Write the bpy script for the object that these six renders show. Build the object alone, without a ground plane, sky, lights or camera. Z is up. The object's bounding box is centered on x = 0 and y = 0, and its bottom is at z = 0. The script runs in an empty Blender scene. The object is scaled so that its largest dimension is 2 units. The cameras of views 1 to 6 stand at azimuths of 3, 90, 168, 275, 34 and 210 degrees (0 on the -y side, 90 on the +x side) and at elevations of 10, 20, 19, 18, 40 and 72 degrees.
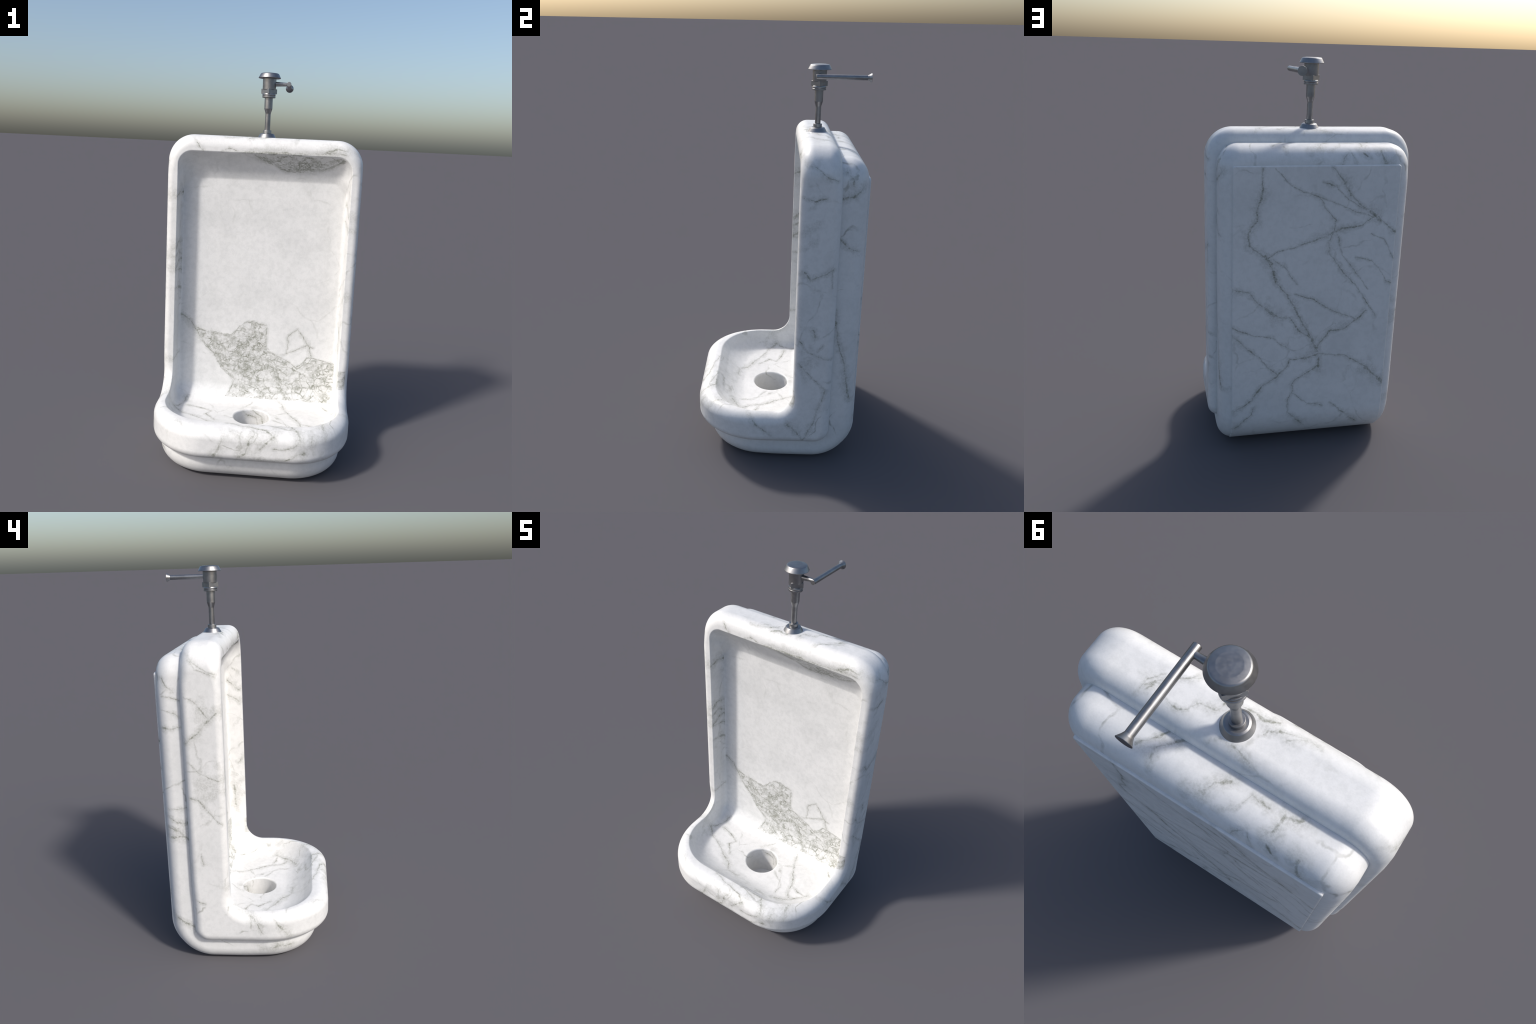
"""Antique marble wall urinal with a nickel flush valve.

The marble is modelled as implicit solids (rounded slabs, filleted unions and
cuts) that are meshed with a small surface-nets routine; the plumbing is lathed.
Frame: metres, z up, front of the basin towards -y.
"""
import bpy, math
import numpy as np
from mathutils import Matrix, Vector

# ------------------------------------------------------------------ helpers
def rmax(a, b, r):
    """intersection of two solids with a round fillet of radius r"""
    return np.minimum(np.maximum(a, b), -r) + np.hypot(np.maximum(a + r, 0), np.maximum(b + r, 0))

def rmin(a, b, r):
    """union with a round fillet"""
    return -rmax(-a, -b, r)

def surface_nets(f, lo, hi, h):
    """mesh the zero set of f; returns vertices, quads, normals"""
    ax = [np.arange(l - 2.37 * h, u + 2.5 * h, h) for l, u in zip(lo, hi)]
    n = [len(a) for a in ax]
    # sample the field block by block, exactly only near the surface
    B = 8
    nb = [-(-k // B) for k in n]
    mid = [a[0] + (np.arange(k) * B + (B - 1) / 2) * h for a, k in zip(ax, nb)]
    G = f(*np.meshgrid(*mid, indexing='ij'))
    F = np.repeat(np.repeat(np.repeat(G, B, 0), B, 1), B, 2).astype(np.float32)
    near = np.argwhere(np.abs(G) < 11 * h)
    o = np.arange(B)
    I = near[:, 0, None, None, None] * B + o[:, None, None] + 0 * o[:, None] + 0 * o
    J = near[:, 1, None, None, None] * B + 0 * o[:, None, None] + o[:, None] + 0 * o
    K = near[:, 2, None, None, None] * B + 0 * o[:, None, None] + 0 * o[:, None] + o
    F[I, J, K] = f(ax[0][0] + I * h, ax[1][0] + J * h, ax[2][0] + K * h)
    F = F[:n[0], :n[1], :n[2]]
    ins = F < 0
    cnt = np.zeros([k - 1 for k in n], np.int8)
    for dx in (0, 1):
        for dy in (0, 1):
            for dz in (0, 1):
                cnt += ins[dx:n[0] - 1 + dx, dy:n[1] - 1 + dy, dz:n[2] - 1 + dz]
    act = (cnt > 0) & (cnt < 8)
    idx = np.full(act.shape, -1, np.int64)
    cells = np.argwhere(act)
    idx[act] = np.arange(len(cells))
    org = np.array([a[0] for a in ax])
    P = org + (cells + 0.5) * h
    C = P.copy()
    def grad(P, e=4e-4):
        g = np.empty_like(P)
        for k in range(3):
            d = np.zeros(3); d[k] = e
            A, B = P + d, P - d
            g[:, k] = (f(A[:, 0], A[:, 1], A[:, 2]) - f(B[:, 0], B[:, 1], B[:, 2])) / (2 * e)
        return g
    for it in range(5):
        g = grad(P)
        v = f(P[:, 0], P[:, 1], P[:, 2])
        P = P - g * (v / np.maximum((g * g).sum(1), 0.2))[:, None]
        P = np.clip(P, C - 0.6 * h, C + 0.6 * h)
    N = grad(P, 1.2e-3)
    N /= np.maximum(np.linalg.norm(N, axis=1), 1e-6)[:, None]
    quads = []
    for a in range(3):
        b, c = (a + 1) % 3, (a + 2) % 3
        sl0 = [slice(None)] * 3; sl1 = [slice(None)] * 3
        sl0[a] = slice(0, n[a] - 1); sl1[a] = slice(1, n[a])
        s0, s1 = ins[tuple(sl0)], ins[tuple(sl1)]
        E = np.argwhere(s0 != s1)
        flip = s0[tuple(E.T)]
        def cell(db, dc):
            q = E.copy(); q[:, b] -= db; q[:, c] -= dc
            return idx[tuple(q.T)]
        Q = np.stack([cell(1, 1), cell(0, 1), cell(0, 0), cell(1, 0)], 1)
        Q[~flip] = Q[~flip][:, ::-1]
        quads.append(Q)
    return P, np.concatenate(quads), N

def mesh_from(name, V, Q, N=None):
    me = bpy.data.meshes.new(name)
    used = np.unique(Q)
    remap = np.full(len(V), -1, np.int64); remap[used] = np.arange(len(used))
    me.from_pydata(V[used].tolist(), [], remap[Q].tolist())
    me.polygons.foreach_set('use_smooth', np.ones(len(me.polygons), bool))
    me.update()
    if N is not None:
        me.normals_split_custom_set_from_vertices(N[used].tolist())
    return me

def add(name, me, parent, mat=None):
    ob = bpy.data.objects.new(name, me)
    bpy.context.scene.collection.objects.link(ob)
    ob.parent = parent
    if mat is not None:
        me.materials.append(mat)
    return ob

# ------------------------------------------------------------------ materials
class Nodes:
    """small helper for building node graphs"""
    def __init__(self, name):
        self.mat = bpy.data.materials.new(name)
        self.mat.use_nodes = True
        self.t = self.mat.node_tree
        self.bsdf = self.t.nodes['Principled BSDF']
        self.P = self.t.nodes.new('ShaderNodeTexCoord').outputs['Object']
    def put(self, sock, v):
        if isinstance(v, bpy.types.NodeSocket):
            self.t.links.new(v, sock)
        else:
            sock.default_value = v
    def math(self, op, a, b=0.0, c=0.0, clamp=False):
        n = self.t.nodes.new('ShaderNodeMath'); n.operation = op; n.use_clamp = clamp
        for s, v in zip(n.inputs, (a, b, c)): self.put(s, v)
        return n.outputs[0]
    def vec(self, op, a, b=(0, 0, 0), scale=1.0):
        n = self.t.nodes.new('ShaderNodeVectorMath'); n.operation = op
        self.put(n.inputs[0], a)
        if op == 'SCALE': self.put(n.inputs['Scale'], scale)
        elif op != 'LENGTH': self.put(n.inputs[1], b)
        return n.outputs['Value' if op in ('DOT_PRODUCT', 'LENGTH', 'DISTANCE') else 'Vector']
    def noise(self, p, scale, detail=3.0, rough=0.55, color=False, dist=0.0):
        n = self.t.nodes.new('ShaderNodeTexNoise')
        self.put(n.inputs['Vector'], p)
        n.inputs['Scale'].default_value = scale
        n.inputs['Detail'].default_value = detail
        n.inputs['Roughness'].default_value = rough
        n.inputs['Distortion'].default_value = dist
        return n.outputs['Color' if color else 'Fac']
    def edges(self, p, scale):
        n = self.t.nodes.new('ShaderNodeTexVoronoi'); n.feature = 'DISTANCE_TO_EDGE'
        self.put(n.inputs['Vector'], p); n.inputs['Scale'].default_value = scale
        return n.outputs['Distance']
    def ramp(self, v, a, b, lo=0.0, hi=1.0):
        """smooth step of v from a..b to lo..hi"""
        n = self.t.nodes.new('ShaderNodeMapRange'); n.interpolation_type = 'SMOOTHSTEP'
        for s, x in zip(n.inputs, (v, a, b, lo, hi)): self.put(s, x)
        return n.outputs[0]
    def mix(self, f, a, b):
        n = self.t.nodes.new('ShaderNodeMix'); n.data_type = 'RGBA'
        self.put(n.inputs['Factor'], f); self.put(n.inputs['A'], a); self.put(n.inputs['B'], b)
        return n.outputs['Result']
    def warp(self, p, scale, amp, detail=3.0):
        c = self.vec('SUBTRACT', self.noise(p, scale, detail, color=True), (0.5, 0.5, 0.5))
        return self.vec('ADD', p, self.vec('SCALE', c, scale=amp))
    def group(self, tree, **inputs):
        n = self.t.nodes.new('ShaderNodeGroup'); n.node_tree = tree
        for k, v in inputs.items(): self.put(n.inputs[k], v)
        return n.outputs[0]
    def strokes(self, p, squash, veins, t):
        """nearest distance, in vein half widths, from p to a set of poly-lines (half width mm, points)"""
        sq = self.vec('MULTIPLY', p, squash)
        for mm, pts in veins:
            # each vein waits for the one before it, which keeps the shader stack small
            t = self.group(vein_group(mm, pts, squash), Point=sq, Nearest=t)
        return t
    def polygon(self, p, pts):
        """signed distance bound of a convex polygon in the x-z plane, points clockwise seen from the front"""
        out = None
        for (x0, z0), (x1, z1) in zip(pts, pts[1:] + pts[:1]):
            n = Vector((-(z1 - z0), 0, x1 - x0)).normalized()
            d = self.math('SUBTRACT', self.vec('DOT_PRODUCT', p, tuple(n)), n.x * x0 + n.z * z0)
            out = d if out is None else self.math('MAXIMUM', out, d)
        return out

def vein_group(mm, pts, squash):
    g = Nodes.__new__(Nodes)
    g.t = bpy.data.node_groups.new('vein', 'ShaderNodeTree')
    for nm, kind, io in (('Point', 'NodeSocketVector', 'INPUT'), ('Nearest', 'NodeSocketFloat', 'INPUT'),
                         ('Nearest', 'NodeSocketFloat', 'OUTPUT')):
        g.t.interface.new_socket(name=nm, in_out=io, socket_type=kind)
    gi = g.t.nodes.new('NodeGroupInput'); go = g.t.nodes.new('NodeGroupOutput')
    p, t = gi.outputs[0], gi.outputs[1]
    p = g.vec('ADD', p, g.vec('SCALE', (1e-7, 1e-7, 1e-7), scale=g.math('MINIMUM', t, 10.0)))
    S = Vector(squash)
    pts = [Vector(q) * S for q in pts]
    best = None
    for a, b in zip(pts[:-1], pts[1:]):
        d = b - a
        q = g.vec('SUBTRACT', p, tuple(a))
        h = g.math('MULTIPLY', g.vec('DOT_PRODUCT', q, tuple(d)), 1 / max(d.dot(d), 1e-9), clamp=True)
        q = g.vec('DISTANCE', q, g.vec('SCALE', tuple(d), scale=h))
        best = q if best is None else g.math('MINIMUM', best, q)
    t = g.math('MINIMUM', t, g.math('MULTIPLY', best, 1000.0 / mm))
    g.put(go.inputs[0], t)
    return g.t

VEIN = (0.145, 0.153, 0.108, 1)
WHITE = (0.735, 0.735, 0.732, 1)
GREY = (0.530, 0.537, 0.533, 1)

def marble(name, strokes=(), breccia=(), shift=(0, 0, 0), cloud=0.5, faint=1.0, block=None):
    """white marble: soft grey clouds, a faint network of hair veins, and the
    strong veins of this piece as warped poly-lines; brecciated zones inside polygons"""
    m = Nodes(name)
    P = m.vec('ADD', m.P, shift)
    # body colour
    c1 = m.ramp(m.noise(P, 3.4, 4, 0.65), 0.40, 0.68)
    c2 = m.ramp(m.noise(P, 40, 3, 0.65), 0.40, 0.66)
    c3 = m.ramp(m.noise(P, 190, 2, 0.5), 0.35, 0.75)
    g = m.math('MULTIPLY_ADD', c2, 0.45, m.math('MULTIPLY', c1, 0.65))
    g = m.math('MULTIPLY_ADD', c3, 0.25, m.math('MULTIPLY', g, 0.85))
    col = m.mix(m.math('MULTIPLY', g, cloud, clamp=True), WHITE, GREY)
    # wandering of the veins
    W = m.warp(m.warp(m.P, 11, 0.022, 2), 44, 0.010, 2)
    brk = m.noise(P, 24, 4, 0.65)                     # veins swell, fade and break up
    grit = m.noise(P, 110, 2, 0.7)
    swell = m.math('MULTIPLY', m.ramp(brk, 0.33, 0.68, 0.55, 1.70), m.ramp(m.noise(P, 8, 2), 0.34, 0.68, 0.55, 1.75))
    # strong veins
    dark = None
    if strokes:
        t = 50.0
        for squash, veins in strokes:
            t = m.strokes(W, squash, veins, t)
        tt = m.math('DIVIDE', t, swell)
        core = m.ramp(tt, 0.0, 1.25, 1.0, 0.0)
        core = m.math('MULTIPLY', core, m.ramp(grit, 0.30, 0.62, 0.45, 1.0))
        core = m.math('MULTIPLY', core, m.ramp(brk, 0.32, 0.66, 0.42, 0.95))
        halo = m.math('MULTIPLY', m.ramp(tt, 0.3, 5.0, 0.34, 0.0), m.ramp(grit, 0.35, 0.65, 0.4, 1.0))
        dark = m.math('MAXIMUM', core, halo)
    # faint hair veins everywhere
    H = m.warp(m.warp(P, 3.0, 0.22, 3), 22, 0.030, 3)
    e = m.edges(H, 4.3)
    hair = m.math('MULTIPLY', m.ramp(e, 0.004, 0.030, 1, 0), m.ramp(m.noise(P, 4.5, 2), 0.47, 0.62, 0, 0.60 * faint))
    hair = m.math('MULTIPLY', hair, m.ramp(brk, 0.36, 0.60, 0.15, 1.0))
    dark = hair if dark is None else m.math('MAXIMUM', dark, hair)
    # brecciated zones: crowded angular fragments with dark joints
    if breccia:
        B = m.warp(m.warp(m.P, 11, 0.050, 2), 42, 0.022, 3)
        s = None
        for poly in breccia:
            d = m.polygon(B, poly)
            s = d if s is None else m.math('MINIMUM', s, d)
        zone = m.ramp(s, -0.009, 0.003, 1, 0)
        rim = m.math('MULTIPLY', m.ramp(m.math('ABSOLUTE', s), 0.0005, 0.0050, 0.70, 0), m.ramp(brk, 0.34, 0.56, 0.15, 1.0))
        crowd = m.noise(m.P, 9, 3, 0.6)
        Q = m.warp(m.warp(m.P, 10, 0.060, 2), 65, 0.009, 2)
        j1 = m.ramp(m.edges(m.vec('MULTIPLY', Q, (1.0, 1.0, 1.35)), 20), 0.006, 0.115, 1.0, 0)
        j2 = m.ramp(m.edges(m.vec('ADD', Q, (3.1, 1.7, 0.4)), 46), 0.01, 0.26, 0.95, 0)
        j1 = m.math('MULTIPLY', j1, m.ramp(brk, 0.36, 0.58, 0.40, 1.0))
        j2 = m.math('MULTIPLY', m.math('MULTIPLY', j2, m.ramp(brk, 0.40, 0.60, 0.35, 1.0)), m.ramp(crowd, 0.42, 0.58, 0.15, 1.0))
        j = m.math('MULTIPLY', m.math('MAXIMUM', j1, j2), m.ramp(grit, 0.30, 0.56, 0.60, 1.0))
        wash = m.math('MULTIPLY', m.ramp(m.noise(m.P, 26, 3, 0.6), 0.45, 0.64, 0.20, 0.85), m.ramp(grit, 0.34, 0.62, 0.50, 1.0))
        j = m.math('MULTIPLY', m.math('MAXIMUM', j, wash), m.math('MULTIPLY', zone, m.ramp(m.noise(m.P, 19, 3, 0.6), 0.36, 0.54, 0.42, 1.0)))
        dark = m.math('MAXIMUM', dark, m.math('MAXIMUM', m.math('MULTIPLY', j, 0.95), rim))
    if block is not None:                              # a square-cut grey inclusion on the rim
        lo, hi = block
        c = tuple((a + b) / 2 for a, b in zip(lo, hi))
        q = m.vec('ABSOLUTE', m.vec('SUBTRACT', m.P, c))
        q = m.vec('SUBTRACT', q, tuple((b - a) / 2 for a, b in zip(lo, hi)))
        sx = m.t.nodes.new('ShaderNodeSeparateXYZ'); m.put(sx.inputs[0], q)
        d = m.math('MAXIMUM', m.math('MAXIMUM', sx.outputs[0], sx.outputs[1]), sx.outputs[2])
        z = m.ramp(d, -0.002, 0.001, 1, 0)
        z = m.math('MULTIPLY', z, m.ramp(m.noise(m.P, 40, 5, 0.7), 0.34, 0.66, 0.15, 0.75))
        dark = m.math('MAXIMUM', dark, z)
    col = m.mix(m.math('MULTIPLY', dark, 0.92, clamp=True), col, VEIN)
    m.put(m.bsdf.inputs['Base Color'], col)
    m.put(m.bsdf.inputs['Roughness'], m.ramp(m.noise(P, 30, 3), 0.3, 0.7, 0.36, 0.50))
    bump = m.t.nodes.new('ShaderNodeBump')
    bump.inputs['Strength'].default_value = 0.10
    bump.inputs['Distance'].default_value = 0.002
    m.put(bump.inputs['Height'], m.noise(P, 210, 2))
    m.put(m.bsdf.inputs['Normal'], bump.outputs[0])
    return m.mat

def nickel(name):
    m = Nodes(name)
    n = m.noise(m.vec('MULTIPLY', m.P, (1, 1, 6)), 90, 4, 0.6)
    w = m.noise(m.P, 28, 3)
    m.put(m.bsdf.inputs['Base Color'], m.mix(m.ramp(w, 0.35, 0.68), (0.325, 0.325, 0.33, 1), (0.27, 0.27, 0.275, 1)))
    m.bsdf.inputs['Metallic'].default_value = 1.0
    m.put(m.bsdf.inputs['Roughness'], m.ramp(n, 0.3, 0.7, 0.36, 0.45))
    return m.mat

# strong veins of each piece: (half width in mm, points in metres)
PLATE_VEINS = [
    (5.04, [(0.267, 0, 1.517), (0.262, 0, 1.432), (0.285, 0, 1.333), (0.284, 0, 1.271), (0.33, 0, 1.215), (0.323, 0, 1.144), (0.246, 0, 1.088), (0.206, 0, 1.02), (0.192, 0, 0.952), (0.138, 0, 0.894), (0.082, 0, 0.807), (0.045, 0, 0.726), (0.001, 0, 0.643), (-0.03, 0, 0.574)]),
    (4.48, [(0.233, 0, 1.081), (0.19, 0, 1.115), (0.088, 0, 1.135), (-0.002, 0, 1.165), (-0.078, 0, 1.202), (-0.129, 0, 1.22), (-0.221, 0, 1.23), (-0.297, 0, 1.287)]),
    (4.48, [(0.403, 0, 0.922), (0.326, 0, 0.911), (0.287, 0, 0.861), (0.234, 0, 0.809), (0.167, 0, 0.762), (0.114, 0, 0.766), (0.071, 0, 0.692), (0.001, 0, 0.643)]),
    (4.48, [(-0.029, 0, 0.589), (-0.094, 0, 0.681), (-0.176, 0, 0.69), (-0.236, 0, 0.737), (-0.281, 0, 0.785)]),
    (4.48, [(-0.031, 0, 0.552), (0.037, 0, 0.535), (0.113, 0, 0.533), (0.125, 0, 0.489), (0.185, 0, 0.434), (0.252, 0, 0.386), (0.305, 0, 0.307), (0.393, 0, 0.257)]),
    (3.36, [(-0.031, 0, 0.559), (-0.186, 0, 0.533), (-0.291, 0, 0.463), (-0.401, 0, 0.36)]),
    (4.03, [(-0.041, 0, 0.491), (0.047, 0, 0.43), (0.094, 0, 0.395), (0.086, 0, 0.356), (0.115, 0, 0.305), (0.116, 0, 0.226), (0.021, 0, 0.128)]),
    (5.04, [(-0.066, 0, 1.52), (-0.128, 0, 1.451), (-0.151, 0, 1.4), (-0.228, 0, 1.322), (-0.297, 0, 1.281), (-0.414, 0, 1.185)]),
    (2.91, [(-0.02, 0, 1.446), (-0.091, 0, 1.426), (-0.133, 0, 1.375), (-0.242, 0, 1.308)]),
    (2.91, [(-0.011, 0, 1.377), (-0.046, 0, 1.313), (-0.094, 0, 1.26), (-0.091, 0, 1.208), (-0.061, 0, 1.156), (-0.071, 0, 1.096), (-0.144, 0, 0.991), (-0.216, 0, 0.917), (-0.263, 0, 0.851), (-0.333, 0, 0.753)]),
    (2.91, [(0.207, 0, 1.516), (0.149, 0, 1.455), (0.086, 0, 1.41), (-0.017, 0, 1.377), (-0.136, 0, 1.324), (-0.285, 0, 1.268)]),
    (2.46, [(0.208, 0, 1.073), (0.149, 0, 1.031), (0.087, 0, 0.946)]),
    (2.24, [(0.092, 0, 0.891), (-0.003, 0, 0.858), (-0.101, 0, 0.789), (-0.229, 0, 0.738)]),
    (2.46, [(0.402, 0, 0.728), (0.297, 0, 0.678), (0.204, 0, 0.657), (0.121, 0, 0.593)]),
    (3.14, [(0.402, 0, 0.685), (0.349, 0, 0.624), (0.269, 0, 0.56), (0.227, 0, 0.497), (0.172, 0, 0.455)]),
    (2.46, [(-0.206, 0, 1.07), (-0.288, 0, 1.053), (-0.349, 0, 0.981), (-0.374, 0, 0.938), (-0.424, 0, 0.921)]),
    (2.46, [(-0.278, 0, 1.189), (-0.348, 0, 1.16), (-0.406, 0, 1.048)]),
    (3.36, [(-0.116, 0, 0.267), (-0.209, 0, 0.178), (-0.272, 0, 0.114)]),
    (2.69, [(0.092, 0, 0.341), (0.012, 0, 0.271), (-0.074, 0, 0.247)]),
    (3.36, [(0.393, 0, 0.144), (0.304, 0, 0.229), (0.291, 0, 0.267)]),
    (2.46, [(-0.105, 0, 1.194), (-0.138, 0, 1.086), (-0.212, 0, 0.987), (-0.28, 0, 0.9)]),
    (10.1, [(-0.3, 0, 0.455), (-0.4, 0, 0.36)]),
    (10.1, [(-0.26, 0, 1.3), (-0.32, 0, 1.255)]),
    (7.84, [(0.25, 0, 1.095), (0.21, 0, 1.05)]),
    (6.72, [(0.02, 0, 0.66), (-0.01, 0, 0.635)]),
    (7.84, [(-0.13, 0, 1.45), (-0.16, 0, 1.38)]),
    (7.84, [(0.25, 0, 0.83), (0.2, 0, 0.78)]),
    (7.84, [(0.05, 0, 0.535), (0, 0, 0.54)]),
    (7.84, [(-0.04, 0, 0.53), (-0.045, 0, 0.48)]),
]
PANEL_VEINS = [
    (4.48, [(-0.431, 0, 0.684), (-0.373, 0, 0.646), (-0.348, 0, 0.598), (-0.22, 0, 0.431), (-0.122, 0, 0.319), (-0.145, 0, 0.24)]),
    (2.46, [(-0.348, 0, 0.61), (-0.258, 0, 0.588), (-0.153, 0, 0.57), (-0.1, 0, 0.639), (-0.053, 0, 0.664), (0.044, 0, 0.646), (0.054, 0, 0.5), (0.141, 0, 0.464), (0.224, 0, 0.415), (0.292, 0, 0.475), (0.434, 0, 0.451)]),
    (3.36, [(0.164, 0, 0.491), (0.177, 0, 0.592), (0.219, 0, 0.636), (0.288, 0, 0.541), (0.313, 0, 0.535)]),
    (4.48, [(0.148, 0, 0.482), (0.226, 0, 0.52), (0.288, 0, 0.549), (0.305, 0, 0.476)]),
    (4.48, [(-0.054, 0, 1.586), (-0.016, 0, 1.55), (0.031, 0, 1.548), (0.061, 0, 1.521), (0.114, 0, 1.498), (0.142, 0, 1.511), (0.292, 0, 1.518), (0.348, 0, 1.53), (0.411, 0, 1.571)]),
]
# zones of crowded fragments on the recessed panel (x, z)
PANEL_ZONES = [
    [(-0.36, 0.612), (-0.15, 0.575), (0.05, 0.50), (0.05, 0.22), (-0.06, 0.22)],
    [(-0.16, 0.225), (-0.10, 0.345), (0.05, 0.345), (0.05, 0.22)],
    [(-0.15, 0.56), (-0.10, 0.64), (-0.053, 0.665), (0.044, 0.646), (0.055, 0.50), (-0.10, 0.45)],
    [(0.0, 0.51), (0.14, 0.465), (0.235, 0.405), (0.30, 0.30), (0.30, 0.22), (0.0, 0.22)],
    [(0.20, 0.22), (0.23, 0.41), (0.29, 0.475), (0.36, 0.462), (0.46, 0.452), (0.46, 0.22)],
    [(-0.06, 1.62), (0.42, 1.62), (0.42, 1.57), (0.30, 1.515), (0.115, 1.495), (0.05, 1.52), (-0.06, 1.585)],
]
FRAME_SIDE_VEINS = [
    (2.8, [(0.505, 0.1, 1.603), (0.505, 0.148, 1.592), (0.505, 0.197, 1.557), (0.505, 0.252, 1.534)]),
    (2.8, [(0.505, 0.099, 1.456), (0.505, 0.154, 1.438), (0.505, 0.202, 1.452)]),
    (3.36, [(0.505, 0.113, 1.097), (0.505, 0.146, 1.057), (0.505, 0.202, 1.086), (0.505, 0.251, 1.107)]),
    (2.46, [(0.505, 0.245, 1.1), (0.505, 0.25, 1.018)]),
    (4.48, [(0.505, 0.17, 0.795), (0.505, 0.184, 0.766)]),
    (2.91, [(0.505, 0.107, 0.734), (0.505, 0.149, 0.675), (0.505, 0.257, 0.633)]),
    (2.46, [(0.505, 0.22, 0.715), (0.505, 0.195, 0.676)]),
    (4.48, [(0.505, 0.111, 0.606), (0.505, 0.182, 0.523), (0.505, 0.246, 0.462), (0.505, 0.216, 0.374), (0.505, 0.192, 0.275), (0.505, 0.141, 0.157)]),
    (2.91, [(-0.505, 0.24, 1.616), (-0.505, 0.199, 1.579), (-0.505, 0.146, 1.542), (-0.505, 0.103, 1.529)]),
    (2.69, [(-0.505, 0.228, 1.604), (-0.505, 0.194, 1.555), (-0.505, 0.11, 1.519)]),
    (3.36, [(-0.505, 0.252, 1.426), (-0.505, 0.197, 1.393), (-0.505, 0.168, 1.355), (-0.505, 0.138, 1.323), (-0.505, 0.106, 1.348)]),
    (5.04, [(-0.505, 0.138, 1.323), (-0.505, 0.185, 1.278), (-0.505, 0.253, 1.207)]),
    (2.46, [(-0.505, 0.253, 1.114), (-0.505, 0.197, 1.059), (-0.505, 0.108, 1.018)]),
    (3.58, [(-0.505, 0.25, 0.936), (-0.505, 0.211, 0.929), (-0.505, 0.181, 0.88), (-0.505, 0.105, 0.795)]),
    (2.69, [(-0.505, 0.214, 0.642), (-0.505, 0.203, 0.583)]),
    (3.36, [(-0.505, 0.249, 0.378), (-0.505, 0.208, 0.363)]),
    (8.96, [(-0.442, 0.088, 1.347), (-0.442, 0.138, 1.367), (-0.442, 0.186, 1.367)]),
    (7.84, [(-0.442, 0.085, 1.066), (-0.442, 0.129, 1.104), (-0.442, 0.183, 1.097)]),
    (6.72, [(-0.442, 0.085, 1.021), (-0.442, 0.139, 1.046), (-0.442, 0.181, 1.028)]),
    (8.96, [(-0.442, 0.092, 0.953), (-0.442, 0.137, 0.992), (-0.442, 0.186, 1.002)]),
    (7.84, [(-0.442, 0.092, 0.944), (-0.442, 0.16, 0.943), (-0.442, 0.184, 0.938)]),
    (7.84, [(-0.442, 0.095, 0.848), (-0.442, 0.144, 0.847), (-0.442, 0.181, 0.835)]),
    (5.6, [(-0.442, 0.079, 0.45), (-0.442, 0.145, 0.458), (-0.442, 0.178, 0.468)]),
    (4.48, [(0.442, 0.168, 1.34), (0.442, 0.136, 1.315), (0.442, 0.096, 1.282)]),
    (4.48, [(0.442, 0.167, 1.249), (0.442, 0.099, 1.21)]),
    (3.36, [(0.442, 0.141, 1.414), (0.442, 0.093, 1.388)]),
    (5.04, [(0.442, 0.122, 0.818), (0.442, 0.09, 0.862)]),
    (7.84, [(0.442, 0.154, 0.665), (0.442, 0.141, 0.536)]),
]
FRAME_TOP_VEINS = [
    (2.46, [(0.278, 0.241, 1.671), (0.269, 0.199, 1.671), (0.241, 0.164, 1.671)]),
    (4.48, [(0.264, 0.224, 1.671), (0.241, 0.192, 1.671), (0.228, 0.191, 1.671)]),
    (3.92, [(0.195, 0.145, 1.671), (0.171, 0.133, 1.671), (0.152, 0.113, 1.671)]),
    (4.7, [(0.197, 0.216, 1.671), (0.158, 0.225, 1.671), (0.134, 0.214, 1.671), (0.116, 0.184, 1.671), (0.066, 0.173, 1.671), (0.058, 0.147, 1.671)]),
    (3.92, [(0.014, 0.126, 1.671), (-0.022, 0.123, 1.671), (-0.048, 0.134, 1.671), (-0.083, 0.111, 1.671)]),
    (3.92, [(-0.054, 0.177, 1.671), (-0.072, 0.152, 1.671), (-0.098, 0.135, 1.671), (-0.16, 0.115, 1.671), (-0.216, 0.116, 1.671)]),
    (3.36, [(-0.131, 0.147, 1.671), (-0.173, 0.116, 1.671)]),
    (3.92, [(0.043, 0.253, 1.671), (0.018, 0.233, 1.671), (-0.034, 0.236, 1.671), (-0.076, 0.248, 1.671)]),
    (4.48, [(0.157, 0.087, 1.671), (0.169, 0.128, 1.671), (0.22, 0.167, 1.671), (0.267, 0.214, 1.671)]),
]
FRAME_FACE_VEINS = [
    (4.48, [(-0.222, 0.085, 1.592), (-0.19, 0.085, 1.607), (-0.143, 0.085, 1.596)]),
    (4.48, [(-0.129, 0.085, 1.592), (0.033, 0.085, 1.591), (0.111, 0.085, 1.594), (0.193, 0.085, 1.598), (0.284, 0.085, 1.598), (0.329, 0.085, 1.614), (0.373, 0.085, 1.625), (0.424, 0.085, 1.618)]),
    (2.46, [(-0.372, 0.085, 1.649), (-0.343, 0.085, 1.609), (-0.324, 0.085, 1.594)]),
    (6.72, [(0.03, 0.085, 1.587), (0.19, 0.085, 1.589)]),
    (6.72, [(0.28, 0.085, 1.6), (0.37, 0.085, 1.605), (0.42, 0.085, 1.6)]),
]
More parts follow.
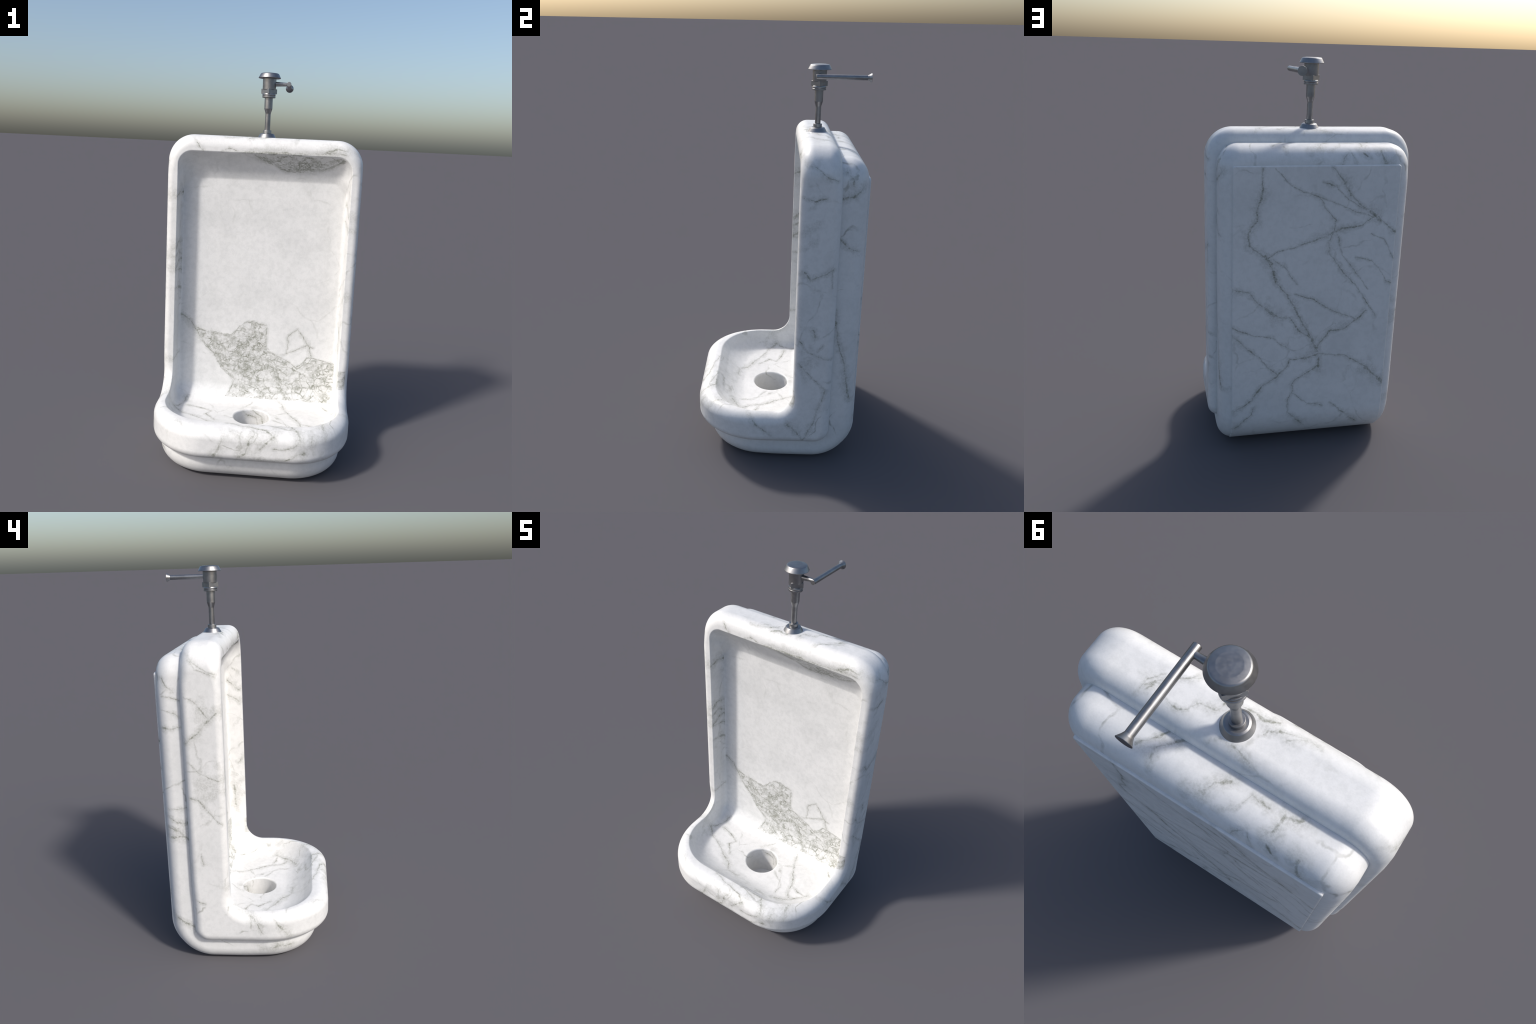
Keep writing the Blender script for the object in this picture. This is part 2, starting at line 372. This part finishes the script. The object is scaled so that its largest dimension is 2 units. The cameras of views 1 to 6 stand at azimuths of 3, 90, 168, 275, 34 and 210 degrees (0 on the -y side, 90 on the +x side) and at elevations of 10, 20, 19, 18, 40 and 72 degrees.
BASIN_FACE_VEINS = [
    (6.72, [(-0.112, -0.422, 0.261), (-0.122, -0.422, 0.229), (-0.131, -0.422, 0.198), (-0.149, -0.422, 0.165)]),
    (6.16, [(0.036, -0.422, 0.282), (0.012, -0.422, 0.253), (0.01, -0.422, 0.218), (-0.001, -0.422, 0.186), (-0.03, -0.422, 0.168)]),
    (8.4, [(0.134, -0.422, 0.281), (0.095, -0.422, 0.247), (0.064, -0.422, 0.213)]),
    (5.6, [(0.133, -0.422, 0.221), (0.183, -0.422, 0.223), (0.223, -0.422, 0.235), (0.247, -0.422, 0.254)]),
    (6.72, [(0.045, -0.422, 0.161), (0.137, -0.422, 0.159), (0.21, -0.422, 0.172), (0.25, -0.422, 0.201), (0.282, -0.422, 0.204)]),
    (5.6, [(0.314, -0.422, 0.295), (0.309, -0.422, 0.233)]),
    (3.36, [(0.351, -0.422, 0.28), (0.329, -0.422, 0.243), (0.32, -0.422, 0.198)]),
    (5.6, [(-0.05, 0.05, 0.19), (-0.03, 0.06, 0.165), (0.02, 0.066, 0.15), (0.03, 0.066, 0.1)]),
    (4.48, [(0, 0.067, 0.19), (0.05, 0.055, 0.165), (0.06, 0.048, 0.11)]),
]
BASIN_FLOOR_VEINS = [
    (4.48, [(-0.394, -0.355, 0.297), (-0.368, -0.336, 0.297), (-0.334, -0.355, 0.297), (-0.306, -0.394, 0.297)]),
    (4.48, [(-0.107, -0.337, 0.297), (-0.028, -0.363, 0.297), (0.09, -0.381, 0.297), (0.138, -0.42, 0.297), (0.146, -0.441, 0.297)]),
    (5.04, [(0.151, -0.333, 0.297), (0.21, -0.333, 0.297), (0.244, -0.384, 0.297), (0.26, -0.427, 0.297)]),
    (6.72, [(0.359, -0.288, 0.297), (0.373, -0.372, 0.297)]),
    (3.36, [(-0.079, -0.4, 0.297), (-0.031, -0.42, 0.297), (0.011, -0.431, 0.297)]),
    (4.48, [(-0.425, 0.003, 0.205), (-0.392, 0.071, 0.205), (-0.369, 0.143, 0.205), (-0.366, 0.18, 0.205)]),
    (4.48, [(-0.42, -0.004, 0.205), (-0.372, -0.043, 0.205), (-0.288, -0.085, 0.205), (-0.217, -0.133, 0.205), (-0.159, -0.159, 0.205), (-0.117, -0.214, 0.205), (-0.053, -0.222, 0.205)]),
    (2.91, [(-0.358, 0.053, 0.205), (-0.279, 0.026, 0.205), (-0.224, 0.004, 0.205), (-0.245, -0.043, 0.205), (-0.191, -0.104, 0.205)]),
    (4.48, [(0.096, 0.178, 0.205), (0.159, 0.125, 0.205), (0.189, 0.04, 0.205), (0.228, -0.025, 0.205), (0.255, -0.087, 0.205), (0.273, -0.154, 0.205), (0.297, -0.18, 0.205)]),
    (3.36, [(0.255, -0.087, 0.205), (0.31, -0.109, 0.205), (0.365, -0.121, 0.205)]),
    (5.6, [(0.216, -0.248, 0.205), (0.281, -0.217, 0.205), (0.327, -0.175, 0.205), (0.374, -0.115, 0.205)]),
    (2.24, [(-0.064, 0.06, 0.205), (-0.035, 0.102, 0.205), (-0.01, 0.131, 0.205)]),
    (2.24, [(0.108, -0.057, 0.205), (0.188, -0.109, 0.205), (0.209, -0.139, 0.205), (0.206, -0.185, 0.205)]),
    (2.24, [(0.346, 0.146, 0.205), (0.404, 0.095, 0.205)]),
]
BASIN_SIDE_VEINS = [
    (4.48, [(0.505, 0.061, 0.255), (0.505, 0.126, 0.182), (0.505, 0.141, 0.157)]),
    (3.92, [(0.505, -0.141, 0.29), (0.505, -0.085, 0.234), (0.505, -0.028, 0.186)]),
    (4.48, [(0.505, 0.216, 0.374), (0.505, 0.192, 0.275), (0.505, 0.141, 0.157)]),
    (3.36, [(-0.505, 0.166, 0.371), (-0.505, 0.084, 0.357), (-0.505, 0.016, 0.327)]),
    (4.48, [(-0.505, 0.029, 0.326), (-0.505, -0.038, 0.273), (-0.505, -0.078, 0.202)]),
    (4.48, [(-0.505, -0.122, 0.298), (-0.505, -0.175, 0.22), (-0.505, -0.216, 0.173)]),
]
SHELL_SIDE_VEINS = [
    (5.6, [(0.462, 0.267, 1.442), (0.462, 0.328, 1.456), (0.462, 0.374, 1.494)]),
    (5.04, [(0.462, 0.297, 1.561), (0.462, 0.329, 1.531), (0.462, 0.325, 1.506)]),
    (3.36, [(0.462, 0.272, 1.26), (0.462, 0.319, 1.207), (0.462, 0.371, 1.188)]),
    (5.04, [(0.462, 0.273, 0.885), (0.462, 0.288, 0.738), (0.462, 0.337, 0.587), (0.462, 0.355, 0.462), (0.462, 0.372, 0.366)]),
    (2.8, [(0.462, 0.112, 0.234), (0.462, 0.07, 0.208)]),
    (4.48, [(-0.462, 0.362, 1.513), (-0.462, 0.346, 1.475), (-0.462, 0.316, 1.45)]),
    (4.48, [(-0.462, 0.38, 1.275), (-0.462, 0.335, 1.268), (-0.462, 0.276, 1.281)]),
    (2.69, [(-0.462, 0.374, 1.36), (-0.462, 0.317, 1.347), (-0.462, 0.286, 1.32)]),
    (4.48, [(-0.462, 0.371, 0.856), (-0.462, 0.275, 0.87)]),
    (7.84, [(-0.462, 0.373, 0.82), (-0.462, 0.328, 0.791), (-0.462, 0.28, 0.791)]),
    (10.1, [(-0.462, 0.378, 0.762), (-0.462, 0.324, 0.747), (-0.462, 0.279, 0.703)]),
    (7.84, [(-0.462, 0.374, 0.71), (-0.462, 0.305, 0.718)]),
    (5.6, [(-0.462, 0.384, 0.264), (-0.462, 0.322, 0.224), (-0.462, 0.267, 0.193)]),
    (2.24, [(-0.462, 0.362, 1.425), (-0.462, 0.287, 1.404)]),
    (5.6, [(-0.44, -0.065, 0.084), (-0.44, -0.122, 0.085), (-0.44, -0.169, 0.091), (-0.44, -0.24, 0.087)]),
    (5.6, [(-0.44, -0.146, 0.107), (-0.44, -0.193, 0.086)]),
]
SHELL_TOP_VEINS = [
    (4.48, [(0.217, 0.346, 1.615), (0.187, 0.32, 1.615), (0.152, 0.266, 1.615)]),
    (5.04, [(0.156, 0.375, 1.615), (0.16, 0.33, 1.615), (0.11, 0.27, 1.615)]),
    (5.6, [(0.035, 0.376, 1.615), (-0.007, 0.362, 1.615), (-0.021, 0.327, 1.615), (-0.056, 0.295, 1.615)]),
    (4.48, [(-0.067, 0.376, 1.615), (-0.106, 0.35, 1.615), (-0.126, 0.299, 1.615), (-0.177, 0.305, 1.615)]),
    (5.6, [(-0.13, 0.405, 1.615), (-0.155, 0.376, 1.615)]),
    (6.72, [(-0.194, 0.37, 1.615), (-0.219, 0.342, 1.615), (-0.225, 0.303, 1.615), (-0.26, 0.29, 1.615)]),
    (3.36, [(-0.207, 0.38, 1.615), (-0.262, 0.4, 1.615)]),
    (3.36, [(-0.158, 0.381, 1.615), (-0.189, 0.41, 1.615)]),
]
SHELL_BACK_VEINS = [
    (5.6, [(-0.115, 0.39, 1.527), (-0.127, 0.39, 1.561), (-0.149, 0.39, 1.583)]),
    (3.36, [(-0.158, 0.39, 1.583), (-0.185, 0.39, 1.529)]),
    (4.48, [(-0.195, 0.39, 1.592), (-0.259, 0.39, 1.555)]),
    (7.84, [(-0.309, 0.39, 1.587), (-0.328, 0.39, 1.528)]),
]

ACROSS_X, ACROSS_Y, ACROSS_Z = (0.25, 1, 1), (1, 0.25, 1), (1, 1, 0.25)
FLAT = (1, 0, 1)
MARBLE_FRAME = marble('veined_marble_frame', [(ACROSS_X, FRAME_SIDE_VEINS), (ACROSS_Z, FRAME_TOP_VEINS), (ACROSS_Y, FRAME_FACE_VEINS)],
                      shift=(0.3, 0.1, 0), cloud=0.52, faint=0.5, block=((0.4505, 0.06, 0.325), (0.492, 0.112, 0.444)))
MARBLE_BASIN = marble('veined_marble_basin', [(ACROSS_Y, BASIN_FACE_VEINS), (ACROSS_Z, BASIN_FLOOR_VEINS), (ACROSS_X, BASIN_SIDE_VEINS)],
                      shift=(0.7, 0.2, 0.5), cloud=0.55, faint=0.8)
MARBLE_PANEL = marble('brecciated_marble', [(FLAT, PANEL_VEINS)], breccia=PANEL_ZONES, shift=(0, 0.4, 0), cloud=0.62, faint=0.25)
MARBLE_SHELL = marble('veined_marble_shell', [(ACROSS_X, SHELL_SIDE_VEINS), (ACROSS_Z, SHELL_TOP_VEINS), (ACROSS_Y, SHELL_BACK_VEINS)],
                      shift=(1.3, 0, 0), cloud=0.48, faint=0.9)
MARBLE_BACK = marble('veined_marble_plate', [(FLAT, PLATE_VEINS)], shift=(2.1, 0, 0), cloud=0.48, faint=0.45)
METAL = nickel('dull_nickel')


# ------------------------------------------------------------------ marble solids
W_OUT, TOP, FRONT = 0.5080, 1.671, 0.4225         # front slab: half width, top, basin front
DRAIN = (0.0, -0.029, 0.095)                     # x, y, radius

def smooth(v, a, b):
    t = np.clip((v - a) / (b - a), 0, 1)
    return t * t * (3 - 2 * t)

def l_band_outer(y, z, back, floor, r):
    return rmax(y - back, floor - z, r)

def front_solid(x, y, z):
    ax = np.abs(x)
    # the arris is fuller along the head and round the basin than on the jambs
    head, low = smooth(z, 1.44, 1.62), smooth(z, 0.50, 0.30)
    # outline seen from the front (arched shoulders) and from above (round basin corners)
    lateral = np.maximum(rmax(ax - W_OUT, z - TOP, 0.134), rmax(ax - W_OUT, (-y - FRONT) * 0.88, 0.300))
    face = rmin(0.083 - y, z - 0.298, 0.106)     # front face turning into the basin rim
    back = l_band_outer(y, z, 0.277 - 0.006 * head, 0.131, 0.078)
    body = rmax(lateral, face, 0.033 + 0.029 * head + 0.025 * low)
    body = rmax(body, back, 0.039 + 0.021 * head + 0.010 * low)
    # boss round the drain, sunk into the plinth
    rad = np.hypot(x - DRAIN[0], y - DRAIN[1])
    body = np.minimum(body, np.maximum(rad - 0.128, np.maximum(0.004 - z, z - 0.19)))
    # recess: shallow panel above, bowl below
    draft = np.clip(y - 0.08, 0, 0.1) * 0.10
    depth = np.clip(0.298 - z, 0, 0.11)          # bowl walls lean outwards, the front one most
    bowl, lip = 0.20 * depth, 0.98 * depth
    inner = np.maximum(rmax(ax - 0.452 + draft, z - 1.588 + 0.80 * np.clip(y - 0.083, 0, 0.12), 0.076),
                       rmax(ax - 0.451 + bowl, -y - 0.334 + lip, 0.250))
    floor = 0.199 - z + 0.02 * np.clip(rad - 0.1, 0, 0.4)
    hollow = rmax(y - 0.182, floor, 0.095)
    cove = 0.020 + 0.040 * smooth(z, 0.30, 0.24) * smooth(y, 0.10, -0.10) + 0.062 * smooth(z, 1.38, 1.47)
    hollow = rmax(hollow, inner, cove)
    body = rmax(body, -hollow, 0.0035)
    # drain well
    body = rmax(body, -np.maximum(rad - DRAIN[2], 0.014 - z), 0.009)
    return body

def back_solid(x, y, z):
    ax = np.abs(x)
    lateral = np.maximum(rmax(ax - 0.465, z - 1.613, 0.100), rmax(ax - 0.465, -y - 0.356, 0.262))
    outer = l_band_outer(y, z, 0.402, 0.0, 0.215)
    body = rmax(lateral, outer, 0.064 + 0.014 * smooth(z, 0.35, 0.12) + 0.023 * smooth(z, 1.42, 1.56) + 0.022 * smooth(y, 0.05, -0.25))
    inner = np.minimum(0.215 - y, z - 0.165)      # hidden inside the front slab
    body = np.maximum(body, inner)
    rad = np.hypot(x - DRAIN[0], y - DRAIN[1])
    return np.maximum(body, 0.115 - rad)

def plate_solid(x, y, z):
    ax = np.abs(x)
    outer = l_band_outer(y, z, 0.4105, 0.0, 0.220)
    edge = rmax(ax - 0.405, z - 1.527, 0.012)
    body = rmax(outer, edge, 0.006)
    inner = np.maximum(0.235 - y, -(l_band_outer(y, z, 0.375, 0.02, 0.2)))
    return np.maximum(body, inner)

# ------------------------------------------------------------------ assembly
root = bpy.data.objects.new('marble_urinal', None)
root['label'] = 'white grey-veined marble urinal with steel flush valve on top'
root['category'] = 'urinal'
bpy.context.scene.collection.objects.link(root)

V, Q, N = surface_nets(front_solid, (-0.51, -0.4225, 0.004), (0.51, 0.29, 1.671), 0.0042)
cen = V[Q].mean(1); nor = N[Q].mean(1)
rad = np.hypot(cen[:, 0] - DRAIN[0], cen[:, 1] - DRAIN[1])
is_drain = (rad < 0.1285) & (cen[:, 2] < 0.1905) & ~((rad > 0.115) & (cen[:, 2] > 0.16))
inside = (np.abs(cen[:, 0]) < 0.4335) & (cen[:, 1] > 0.12) & (cen[:, 1] < 0.21) & (cen[:, 2] < 1.575)
is_wall = inside & (nor[:, 1] < -0.5) & (cen[:, 2] > 0.228)
# the panel runs on over the sloping soffit up to the lip
is_wall |= (np.abs(cen[:, 0]) < 0.4335) & (cen[:, 1] > 0.092) & (cen[:, 1] < 0.2) & (cen[:, 2] > 1.42) & (nor[:, 1] + nor[:, 2] < -0.75)
is_basin = ~is_wall & ~is_drain & (cen[:, 2] < 0.345)
is_frame = ~(is_wall | is_basin | is_drain)
for name, m, mat in (('surround', is_frame, MARBLE_FRAME), ('recessed_panel', is_wall, MARBLE_PANEL),
                     ('basin', is_basin, MARBLE_BASIN), ('drain_well', is_drain, MARBLE_BASIN)):
    add(name, mesh_from(name, V, Q[m], N), root, mat)

V, Q, N = surface_nets(back_solid, (-0.469, -0.366, 0.0), (0.469, 0.403, 1.62), 0.006)
add('back_shell', mesh_from('back_shell', V, Q, N), root, MARBLE_SHELL)
V, Q, N = surface_nets(plate_solid, (-0.405, 0.23, 0.0), (0.405, 0.411, 1.527), 0.005)
add('back_plate', mesh_from('back_plate', V, Q, N), root, MARBLE_BACK)

# ------------------------------------------------------------------ flush valve
VX, VY = 0.0, 0.179
def round_profile(pts):
    """pts: (r, z, corner radius); returns a profile with rounded corners"""
    out = []
    for i, (r, z, c) in enumerate(pts):
        p = Vector((r, z))
        if c <= 0 or i in (0, len(pts) - 1):
            out.append(p); continue
        a = (Vector(pts[i - 1][:2]) - p); b = (Vector(pts[i + 1][:2]) - p)
        la, lb = a.length, b.length
        a.normalize(); b.normalize()
        ang = a.angle(b)
        t = min(c / math.tan(ang / 2), la * 0.49, lb * 0.49)
        for k in range(7):
            s = k / 6
            out.append((p + a * t) * (1 - s) ** 2 + p * 2 * s * (1 - s) + (p + b * t) * s * s)
    return out

def lathe(name, pts, axis='z', origin=(0, 0, 0), seg=64):
    prof = round_profile(pts)
    verts, faces = [], []
    for p in prof:
        for k in range(seg):
            t = 2 * math.pi * (k + 0.5) / seg
            v = (p.x * math.cos(t), p.x * math.sin(t), p.y)
            if axis == 'y':
                v = (v[0], v[2], -v[1])
            elif axis == 'x':
                v = (v[2], v[0], v[1])
            verts.append((v[0] + origin[0], v[1] + origin[1], v[2] + origin[2]))
    for i in range(len(prof) - 1):
        for k in range(seg):
            a, b = i * seg + k, i * seg + (k + 1) % seg
            faces.append((a, b, b + seg, a + seg))
    faces.append(tuple(range(seg))[::-1])
    faces.append(tuple(range((len(prof) - 1) * seg, len(prof) * seg)))
    me = bpy.data.meshes.new(name)
    me.from_pydata(verts, [], faces)
    me.polygons.foreach_set('use_smooth', np.ones(len(me.polygons), bool))
    me.set_sharp_from_angle(angle=math.radians(38))
    return me

valve = bpy.data.objects.new('flush_valve', None)
valve.location = (0, 0, 0)
bpy.context.scene.collection.objects.link(valve)
valve.parent = root
O = (VX, VY, 0)
add('escutcheon', lathe('escutcheon', [(0.030, 1.664, 0), (0.0470, 1.664, 0), (0.0475, 1.6705, 0.001), (0.0365, 1.690, 0.005),
    (0.030, 1.6925, 0.002), (0.010, 1.6925, 0)], origin=O), valve, METAL)
add('collar', lathe('collar', [(0.0140, 1.688, 0), (0.0219, 1.688, 0), (0.0219, 1.7095, 0.0012), (0.0130, 1.7095, 0)], origin=O), valve, METAL)
add('supply_pipe', lathe('supply_pipe', [(0.0125, 1.690, 0), (0.0142, 1.700, 0), (0.0138, 1.795, 0.04), (0.0212, 1.8195, 0.004),
    (0.0214, 1.882, 0), (0.012, 1.882, 0)], origin=O), valve, METAL)
add('union_ring', lathe('union_ring', [(0.020, 1.8790, 0), (0.0275, 1.8775, 0.001), (0.0300, 1.8800, 0), (0.0318, 1.8752, 0), (0.0345, 1.8755, 0.0008), (0.0345, 1.8835, 0.0006),
    (0.0332, 1.8845, 0), (0.0350, 1.8895, 0.004), (0.0335, 1.8965, 0.003), (0.020, 1.8975, 0)], origin=O), valve, METAL)
# square nut, corners towards the four compass points
nut = lathe('nut', [(0.02, 1.8950, 0), (0.0405, 1.8950, 0), (0.0412, 1.8957, 0), (0.0412, 1.9190, 0), (0.0405, 1.9197, 0), (0.02, 1.9197, 0)], seg=4)
nut.polygons.foreach_set('use_smooth', np.zeros(len(nut.polygons), bool))
nut.transform(Matrix.Translation((VX, VY, 0)) @ Matrix.Rotation(math.radians(45), 4, 'Z'))
add('nut', nut, valve, METAL)
add('valve_body', lathe('valve_body', [(0.028, 1.9150, 0), (0.0345, 1.9165, 0.001), (0.0354, 1.977, 0), (0.020, 1.977, 0)], origin=O), valve, METAL)
add('cap', lathe('cap', [(0.030, 1.9735, 0), (0.0570, 1.9735, 0.0008), (0.0583, 1.9755, 0.0008), (0.0468, 1.9978, 0.009), (0.030, 2.0000, 0.02), (0.004, 2.0000, 0)], origin=O), valve, METAL)
add('handle_stem', lathe('handle_stem', [(0.0118, 0.030, 0), (0.0118, 0.034, 0), (0.0092, 0.092, 0), (0.0092, 0.100, 0)], axis='x', origin=(VX, VY, 1.9455)), valve, METAL)
add('lever', lathe('lever', [(0.0108, 0.1570, 0), (0.0119, 0.1580, 0), (0.0119, 0.404, 0), (0.010, 0.404, 0)], axis='y', origin=(0.1017, 0, 1.9462)), valve, METAL)
add('lever_tip', lathe('lever_tip', [(0.0110, 0.4025, 0), (0.0121, 0.4030, 0), (0.0150, 0.4100, 0.01), (0.0218, 0.4215, 0), (0.0214, 0.4225, 0), (0.004, 0.4225, 0)], axis='y', origin=(0.1017, 0, 1.9462)), valve, METAL)
